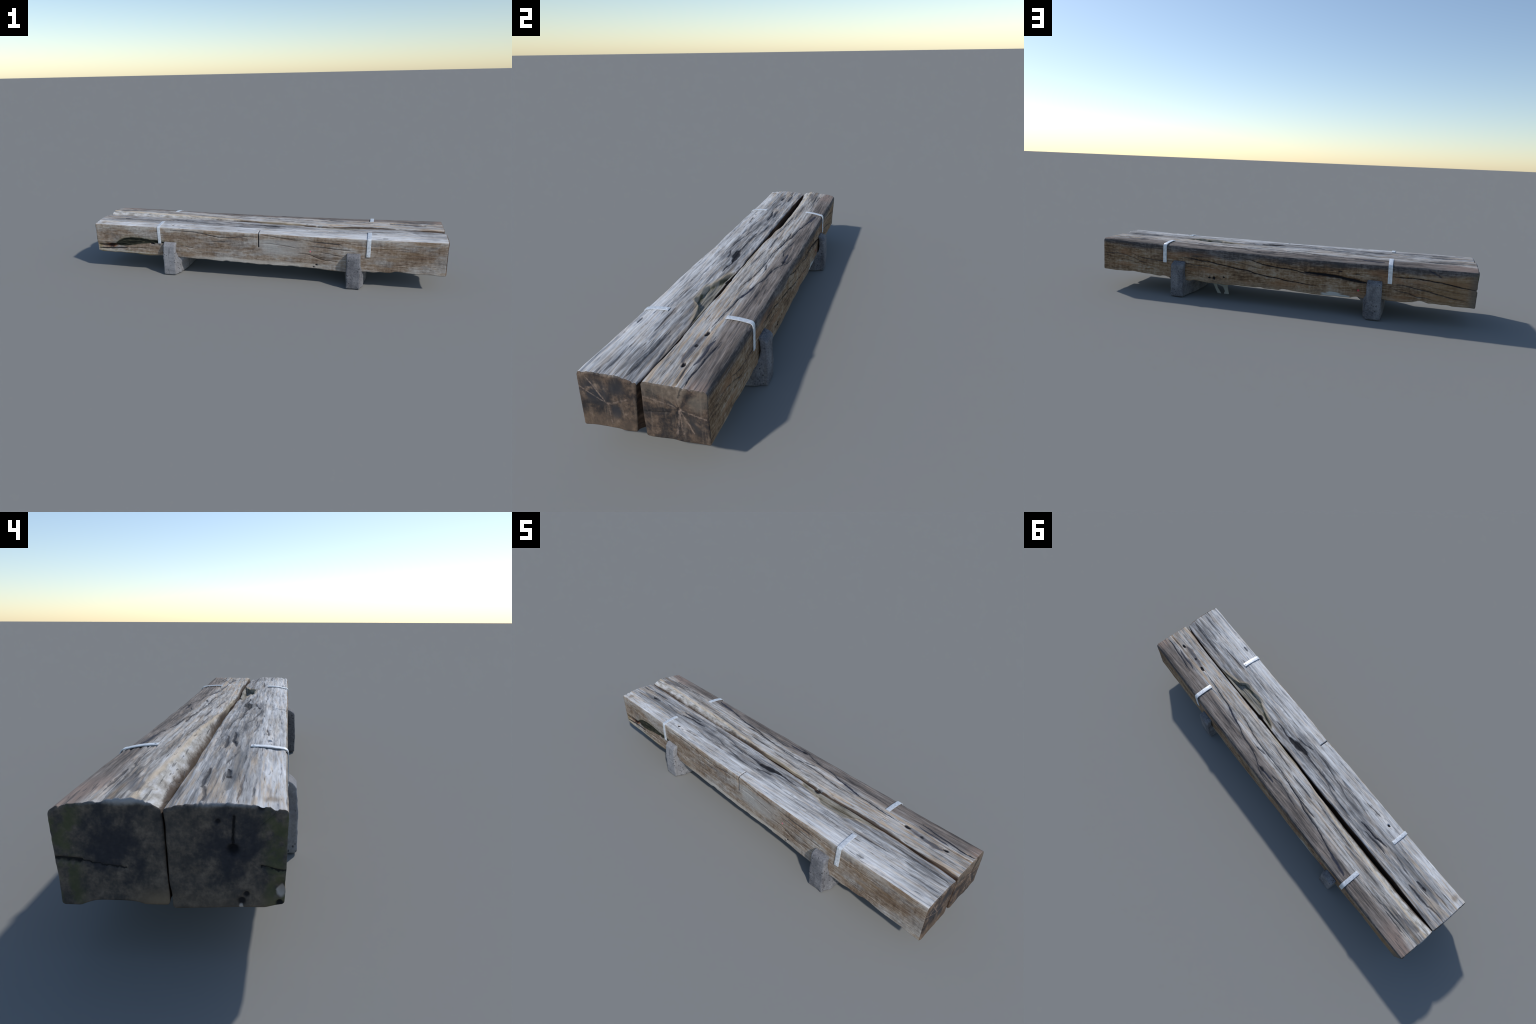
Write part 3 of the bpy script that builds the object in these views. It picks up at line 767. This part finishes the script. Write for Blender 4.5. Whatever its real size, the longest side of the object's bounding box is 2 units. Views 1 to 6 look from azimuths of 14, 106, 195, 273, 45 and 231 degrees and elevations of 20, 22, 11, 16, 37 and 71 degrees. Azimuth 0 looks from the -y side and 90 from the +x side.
def mat_inner():
    n = NT('joint_wall')
    s = n.noise(n.scaled(9, 9, 60), 1, 4, .6)
    col = n.ramp(s, [(.35, (.03, .02, .015)), (.55, (.085, .053, .036)), (.7, (.15, .098, .065))])
    return n.finish(col, .9, s, .4, .003)

def mat_end(front, right):
    n = NT('end_grain')
    if right:
        pith = (-.122, .192) if front else (.104, .213)
        dy, dz = n.m('SUBTRACT', n.y, pith[0]), n.m('SUBTRACT', n.z, pith[1])
        ang = n.m('ARCTAN2', dz, dy)
        rad = n.m('SQRT', n.m('ADD', n.m('MULTIPLY', dy, dy), n.m('MULTIPLY', dz, dz)))
        fan = n.noise(n.vec(n.m('MULTIPLY', n.m('SINE', ang), 1.7), n.m('MULTIPLY', n.m('COSINE', ang), 1.7), n.m('MULTIPLY', rad, 7.)), 1, 4, .6)
        pt = n.noise(n.scaled(1, 24, 24, (0, 3 if front else 8, 0)), 1, 5, .6)
        fine = n.noise(n.scaled(1, 110, 110), 1, 4, .65)
        s = wsum(n, (fan, .75), (pt, .95), (fine, .5))
        col = n.ramp(s, [(.26, (.018, .017, .019)), (.42, (.039, .031, .028)), (.54, (.076, .054, .041)), (.66, (.124, .087, .063)), (.8, (.20, .15, .115))])
        vgt = n.noise(n.scaled(1, 75, 10), 1, 4, .65)
        col = n.mix(n.m('MULTIPLY', n.step(vgt, .5, .68), .28), col, (.23, .18, .14))
        if front:
            dk, _ = n.disc((-.155, .222), .02, .062, n.y, n.z, .9)
            dk2, _ = n.disc((-.095, .160), .015, .036, n.y, n.z, 1.5)
            dk3, _ = n.disc((-.085, .245), .01, .04, n.y, n.z, 1.)
            dk = n.m('MAXIMUM', n.m('MULTIPLY', dk, .97), n.m('MAXIMUM', n.m('MULTIPLY', dk2, .9), n.m('MULTIPLY', dk3, .8)))
            dk = n.m('MULTIPLY', dk, n.step(pt, .72, .52))
            col = n.mix(dk, col, (.028, .029, .034))
            rays = [((-.176, .264), (-.128, .195), .0045, .8), ((-.207, .232), (-.118, .185), .004, .6),
                    ((-.118, .185), (-.055, .213), .005, .55), ((-.118, .188), (-.112, .12), .004, .4)]
            tan = n.m('MULTIPLY', n.step(n.z, .17, .12), .35)
            col = n.mix(tan, col, (.17, .118, .08))
        else:
            tp = n.m('MULTIPLY', n.step(n.z, .215, .26), .38)
            col = n.mix(n.m('MULTIPLY', tp, n.step(fan, .42, .56)), col, (.15, .13, .105))
            dk, _ = n.disc((.145, .165), .008, .045, n.y, n.z, 1.2)
            dk2, _ = n.disc((.085, .235), .006, .03, n.y, n.z, 1.2)
            dk = n.m('MULTIPLY', n.m('MAXIMUM', dk, n.m('MULTIPLY', dk2, .9)), n.step(fan, .64, .42))
            col = n.mix(n.m('MULTIPLY', dk, .85), col, (.035, .035, .037))
            pal, _ = n.disc((.155, .235), .01, .034, n.y, n.z, 1.)
            col = n.mix(n.m('MULTIPLY', pal, .38), col, (.17, .148, .12))
            rays = [((.106, .208), (.143, .140), .004, .75), ((.071, .224), (-.001, .233), .004, .45),
                    ((.104, .21), (.182, .193), .004, .7), ((.104, .205), (.092, .125), .006, .6),
                    ((.104, .205), (.112, .13), .004, .5), ((.104, .213), (.07, .226), .0035, .6)]
            ck = n.seg((-.003, .182), (.079, .198), .0035, n.y, n.z)
            col = n.mix(n.m('MULTIPLY', ck, .8), col, (.02, .018, .018))
            top = n.seg((.112, .284), (.104, .25), .006, n.y, n.z)
            col = n.mix(n.m('MULTIPLY', top, .7), col, (.03, .03, .03))
        for p, q, w, k in rays:
            fade = n.step(fine, .30, .62)
            col = n.mix(n.m('MULTIPLY', n.m('MULTIPLY', n.seg(p, q, w * 1.15, n.y, n.z), k * .85), fade), col, (.27, .20, .16))
        # worn pale rim at the top arris
        rim = n.m('MULTIPLY', n.step(n.m('ADD', n.z, n.m('MULTIPLY', pt, .016)), .286, .298), .6)
        col = n.mix(rim, col, (.34, .32, .29))
    else:
        pith = (-.095, .212) if front else (.105, .215)
        dy, dz = n.m('SUBTRACT', n.y, pith[0]), n.m('SUBTRACT', n.z, pith[1])
        ang = n.m('ARCTAN2', dz, dy)
        rad = n.m('SQRT', n.m('ADD', n.m('MULTIPLY', dy, dy), n.m('MULTIPLY', dz, dz)))
        fan = n.noise(n.vec(n.m('MULTIPLY', n.m('SINE', ang), 4.5), n.m('MULTIPLY', n.m('COSINE', ang), 4.5), n.m('MULTIPLY', rad, 8.)), 1, 3, .6)
        pt = n.noise(n.scaled(1, 28, 28, (0, 5 if front else 1, 0)), 1, 5, .62)
        fine = n.noise(n.scaled(1, 120, 120), 1, 4, .65)
        s = wsum(n, (fan, .3), (pt, .9), (fine, .5))
        col = n.ramp(s, [(.28, (.045, .043, .043)), (.44, (.075, .066, .060)), (.56, (.118, .098, .082)), (.74, (.19, .155, .125))])
        dk = n.step(n.m('ADD', rad, n.m('MULTIPLY', n.m('SUBTRACT', pt, .5), .16)), .085, .015)
        col = n.mix(n.m('MULTIPLY', dk, .9), col, n.mix(fine, (.016, .017, .024), (.042, .043, .052)))
        grn = n.m('MULTIPLY', n.step(n.noise(n.scaled(1, 22, 22, (0, 4, 9)), 1, 3, .6), .42, .58),
                  n.step(n.y, -.135, -.16) if front else n.step(n.y, .145, .175))
        grn2 = n.m('MULTIPLY', n.step(n.z, .15, .11), .6)
        col = n.mix(n.m('MAXIMUM', n.m('MULTIPLY', grn, .65), n.m('MULTIPLY', grn, grn2)), col, (.075, .085, .035))
        br = n.m('MULTIPLY', n.step(n.z, .15, .112), n.step(n.y, .10, .03) if not front else .25)
        col = n.mix(n.m('MULTIPLY', br, .55), col, (.30, .22, .14))
        for p, q, w, dep in END_SEG[(front, 0)]:
            col = n.mix(n.m('MULTIPLY', n.seg(p, q, w, n.y, n.z), .92), col, (.012, .012, .014))
        for by, bz, r, dep in END_BLOT[(front, 0)]:
            k, _ = n.disc((by, bz), r * .5, r * 1.15, n.y, n.z)
            col = n.mix(n.m('MULTIPLY', k, .92), col, (.010, .010, .014))
        if front:
            for c, r in (((-.176, .137), .013), ((-.108, .108), .007)):
                k, _ = n.disc(c, r * .5, r, n.m('ADD', n.y, n.m('MULTIPLY', n.m('SUBTRACT', pt, .5), .02)), n.z, 1.4)
                col = n.mix(n.m('MULTIPLY', k, .8), col, (.52, .46, .42))
        rim = n.m('MULTIPLY', n.step(n.m('ADD', n.z, n.m('MULTIPLY', pt, .016)), .292, .304), .75)
        col = n.mix(rim, col, (.42, .42, .43))
    return n.finish(col, .88, s, .5, .003)

def mat_concrete():
    n = NT('pitted_concrete')
    big = n.noise(n.scaled(14, 14, 10), 1, 4, .6)
    fine = n.noise(n.scaled(160, 160, 160), 1, 3, .65)
    s = n.m('ADD', n.m('MULTIPLY', big, .55), n.m('MULTIPLY', fine, .45))
    col = n.ramp(s, [(.34, (.075, .075, .082)), (.47, (.14, .14, .152)), (.57, (.20, .20, .212)), (.7, (.28, .28, .292))])
    # the support on the -x side is paler
    col = n.mix(n.m('MULTIPLY', n.m('MULTIPLY', n.step(n.x, 0.0, -.1), n.step(n.y, .05, -.15)), .6), col, n.mix(s, (.16, .16, .17), (.52, .52, .54)))
    vs = n.scaled(1, 1, 1, (0, 0, 0))
    pit = n.step(n.voro(n.scaled(1, 1, .8), 85), .30, .16)
    where = n.step(n.noise(n.scaled(22, 22, 16, (4, 4, 4)), 1, 2, .5), .46, .6)
    pm = n.m('MULTIPLY', pit, where)
    col = n.mix(n.m('MULTIPLY', pm, .8), col, (.05, .05, .055))
    stain = n.m('MULTIPLY', n.step(n.noise(n.scaled(60, 20, 12, (1, 5, 2)), 1, 3, .55), .55, .68), n.step(n.z, .175, .15))
    col = n.mix(n.m('MULTIPLY', stain, .45), col, (.10, .10, .11))
    h = n.m('SUBTRACT', n.m('MULTIPLY', fine, .5), pm)
    return n.finish(col, .9, h, .6, .003, spec=.2)

def mat_steel():
    n = NT('galvanised_steel')
    a = n.noise(n.scaled(90, 90, 90), 1, 3, .6)
    col = n.ramp(a, [(.35, (.56, .60, .64)), (.5, (.71, .74, .78)), (.65, (.82, .85, .88))])
    return n.finish(col, .45, a, .1, .001, spec=.5, metal=.25)

def mat_plain(name, c, r=.9, metal=0.0):
    n = NT(name)
    a = n.noise(n.scaled(30, 30, 30), 1, 3, .6)
    col = n.mix(n.m('MULTIPLY', a, .4), c, tuple(v * .6 for v in c))
    return n.finish(col, r, metal=metal)

# ------------------------------------------------------------------ assembly
scene = bpy.context.scene
def link(ob, parent=None):
    scene.collection.objects.link(ob)
    if parent: ob.parent = parent
    return ob

bench = bpy.data.objects.new('timber_bench', None)
bench.empty_display_size = .1
bench['label'] = 'low bench of two weathered squared timbers on concrete cradles'
bench['category'] = 'bench'
link(bench)

M_BOT, M_INN = mat_bottom(), mat_inner()
for front in (True, False):
    me = build_beam(front)
    for m in (mat_top(front), mat_side(front), M_BOT, M_INN, mat_end(front, True), mat_end(front, False)):
        me.materials.append(m)
    link(bpy.data.objects.new('timber_beam', me), bench)

# concrete cradles: a U section swept along x
M_CON = mat_concrete()
def build_cradle(xc, half, yf, yb, tilt, seed, fi, bi, neg):
    prof = [(-yf, 0), (-yf - .002, .06), (-yf + .002, .174), (-yf + .008, .182), (-fi - .008, .193), (-fi + .006, .194),
            (-fi - .001, .175), (-fi - .004, .14), (-fi + .001, .108), (-.16, .094), (0, .090), (.16, .094), (bi - .001, .108),
            (bi + .004, .14), (bi + .001, .175), (bi - .006, .194), (bi + .006, .192), (yb - .008, .182), (yb - .002, .174), (yb + .002, .06), (yb, 0)]
    bm = bmesh.new()
    vs = [bm.verts.new((xc - half, y, z)) for y, z in prof]
    f = bm.faces.new(vs)
    r = bmesh.ops.extrude_face_region(bm, geom=[f])
    bmesh.ops.translate(bm, vec=(half * 2, 0, 0), verts=[v for v in r['geom'] if isinstance(v, bmesh.types.BMVert)])
    bmesh.ops.recalc_face_normals(bm, faces=bm.faces)
    me = bpy.data.meshes.new('tmp'); bm.to_mesh(me); bm.free()
    ob = bpy.data.objects.new('tmp', me); scene.collection.objects.link(ob)
    m = ob.modifiers.new('b', 'BEVEL'); m.width = .0045; m.segments = 2; m.angle_limit = math.radians(35)
    m = ob.modifiers.new('r', 'REMESH'); m.mode = 'VOXEL'; m.voxel_size = .0030
    m = ob.modifiers.new('s', 'SMOOTH'); m.iterations = 1; m.factor = .5
    dg = bpy.context.evaluated_depsgraph_get()
    out = bpy.data.meshes.new_from_object(ob.evaluated_get(dg))
    bpy.data.objects.remove(ob)
    co = np.empty(len(out.vertices) * 3); out.vertices.foreach_get('co', co); co = co.reshape(-1, 3)
    x, y, z = co.T.copy()
    nb = vnoise(y * 30 + x * 21, z * 30 + seed, 81) * .0016 + vnoise(y * 95 + x * 40, z * 90 + seed, 82) * .0008
    sx = np.sign(x - xc)
    co[:, 0] += sx * np.clip(np.abs(x - xc) / half, 0, 1) * nb
    co[:, 1] += np.sign(y) * nb * (np.abs(y) > .205)
    # cast fillet: the cross bar spreads where it meets the timber
    ay = np.abs(y); pos = sx > 0; yo = np.where(y < 0, yf, yb)
    fil = sstep(.045, .098, z) ** 1.5 * (1 - sstep(.135, .20, ay)) * np.where(pos, .042, neg * 1.3)
    fil = fil + np.where(pos, .016 * (1 - sstep(yo - .05, yo - .012, ay)) + .014 * (1 - sstep(.05, .19, ay)),
                         neg * .5 * (1 - sstep(.08, .20, ay))) * (1 - sstep(.10, .14, z))
    co[:, 0] += sx * fil
    co[:, 0] += tilt * (z / .19)
    co[:, 2] -= co[:, 2].min()
    out.vertices.foreach_set('co', co.ravel()); out.update()
    out.polygons.foreach_set('use_smooth', np.ones(len(out.polygons), bool))
    out.name = 'concrete_support'; out.materials.clear(); out.materials.append(M_CON)
    link(bpy.data.objects.new('concrete_support', out), bench)
build_cradle(-.529, .0368, .217, .2395, .003, 3.0, .188, .209, .010)
build_cradle(.5275, .0365, .238, .227, -.003, 8.0, .204, .195, .028)

# steel straps, bent over the outer arris, each with two screws
M_STEEL = mat_steel()
M_SCREW = mat_plain('screw_head', (.74, .76, .79), .5, .2)
BF, BB = Beam(True), Beam(False)
def surf_top(B, x, y):
    xa = np.array([x]); yo = float(B.outer(xa, np.ones(1))[0]); yi = float(B.inner(xa, np.ones(1))[0])
    a = np.clip((y - yo) / (yi - yo), 0, 1)
    return float(B.top(xa, np.array([a]), np.array([y]))[0])
def surf_side(B, x, z):
    return float(B.outer(np.array([x]), np.array([(z - .09) / .185]))[0])

def screw_mesh():
    bm = bmesh.new()
    bmesh.ops.create_uvsphere(bm, u_segments=16, v_segments=10, radius=.0036)
    for v in bm.verts:
        v.co.z *= .38
        if abs(v.co.x) < .0008 and v.co.z > 0: v.co.z -= .0006
    me = bpy.data.meshes.new('screw'); bm.to_mesh(me); bm.free()
    me.polygons.foreach_set('use_smooth', np.ones(len(me.polygons), bool))
    me.materials.append(M_SCREW)
    return me
SCREW = screw_mesh()

def build_strap(B, x, y_in, z_bot, width, lean, joint):
    sg = B.sg
    path = []
    yo = surf_side(B, x, .26)
    r = .010 if B.front else .014
    off = .0016
    ye = yo - sg * r
    for k in range(13):
        y = y_in + (ye - y_in) * k / 12
        path.append((y, surf_top(B, x, y) + off + .0012, 0., 1.))
    # a flat bar does not follow the grain: straight, resting on the highest points
    lift = max(q[1] - (path[0][1] + (path[-1][1] - path[0][1]) * k / 12) for k, q in enumerate(path))
    z0_, z1_ = path[0][1], path[-1][1]
    path = [(q[0], z0_ + (z1_ - z0_) * k / 12 + lift * (1 - (2 * k / 12 - 1) ** 2), 0., 1.) for k, q in enumerate(path)]
    zt = path[-1][1] - off; yc, zc = ye, zt - r
    for k in range(1, 9):
        a = math.pi / 2 * (1 - k / 8)
        path.append((yc + sg * (r + off) * math.cos(a), zc + (r + off) * math.sin(a), sg * math.cos(a), math.sin(a)))
    z0 = path[-1][1]
    y0 = path[-1][0]
    for k in range(1, 15):
        z = z0 + (z_bot - z0) * k / 14
        w = min(1, k / 4)
        ys = surf_side(B, x, z) + sg * (off + .001)
        if joint and z < z_bot + .024: ys += sg * .0012
        path.append((y0 * (1 - w) + ys * w, z, sg, 0.))
    th = .0022; bm = bmesh.new(); rings = []
    L = len(path)
    for i, (y, z, ny, nz) in enumerate(path):
        u = i / (L - 1)
        xc = x + lean * (u - .4)
        ring = []
        for dx, o in ((-.5, -1.2), (-.5, .8), (-.44, 1.), (0, 1.02), (.44, 1.), (.5, .8), (.5, -1.2)):
            ring.append(bm.verts.new((xc + dx * width, y + ny * th * .5 * o, z + nz * th * .5 * o)))
        rings.append(ring)
    for A, C in zip(rings, rings[1:]):
        n = len(A)
        for k in range(n): bm.faces.new((A[k], A[(k + 1) % n], C[(k + 1) % n], C[k]))
    bm.faces.new(rings[0]); bm.faces.new(rings[-1][::-1])
    bmesh.ops.recalc_face_normals(bm, faces=bm.faces)
    me = bpy.data.meshes.new('metal_strap'); bm.to_mesh(me); bm.free()
    me.polygons.foreach_set('use_smooth', np.ones(len(me.polygons), bool))
    me.materials.append(M_STEEL)
    ob = link(bpy.data.objects.new('metal_strap', me), bench)
    md = ob.modifiers.new('Edge', 'EDGE_SPLIT'); md.split_angle = math.radians(40)
    p = path[1]
    s1 = link(bpy.data.objects.new('screw', SCREW), ob)
    s1.location = (x + lean * -.35, p[0], p[1] + th * .5 + .0002)
    p = path[-2]
    s2 = link(bpy.data.objects.new('screw', SCREW), ob)
    s2.location = (x + lean * .55, p[0] + sg * (th * .5 + .0002), p[1] + .004)
    s2.rotation_euler = (math.pi / 2 if sg < 0 else -math.pi / 2, 0, 0)

build_strap(BF, -.592, -.102, .182, .0175, .002, False)
build_strap(BF, .602, -.113, .178, .0205, -.002, True)
build_strap(BB, .610, .099, .177, .0200, .004, False)
build_strap(BB, -.596, .118, .184, .0205, -.004, True)

# small pale two-legged packing block standing under the timbers
def build_block():
    prof = [(.352, 0), (.366, .027), (.382, .060), (.386, .10), (.270, .10), (.287, .062), (.292, .044),
            (.283, 0), (.315, 0), (.308, .016), (.320, .040), (.357, .052), (.350, .03), (.329, 0)]
    bm = bmesh.new()
    vs = [bm.verts.new((x, .062, z)) for x, z in prof]
    f = bm.faces.new(vs)
    r = bmesh.ops.extrude_face_region(bm, geom=[f])
    bmesh.ops.translate(bm, vec=(0, .007, 0), verts=[v for v in r['geom'] if isinstance(v, bmesh.types.BMVert)])
    bmesh.ops.recalc_face_normals(bm, faces=bm.faces)
    me = bpy.data.meshes.new('packing_block'); bm.to_mesh(me); bm.free()
    me.materials.append(mat_plain('pale_plaster', (.40, .41, .38)))
    ob = link(bpy.data.objects.new('packing_block', me), bench)
    m = ob.modifiers.new('Bevel', 'BEVEL'); m.width = .003; m.segments = 2
build_block()
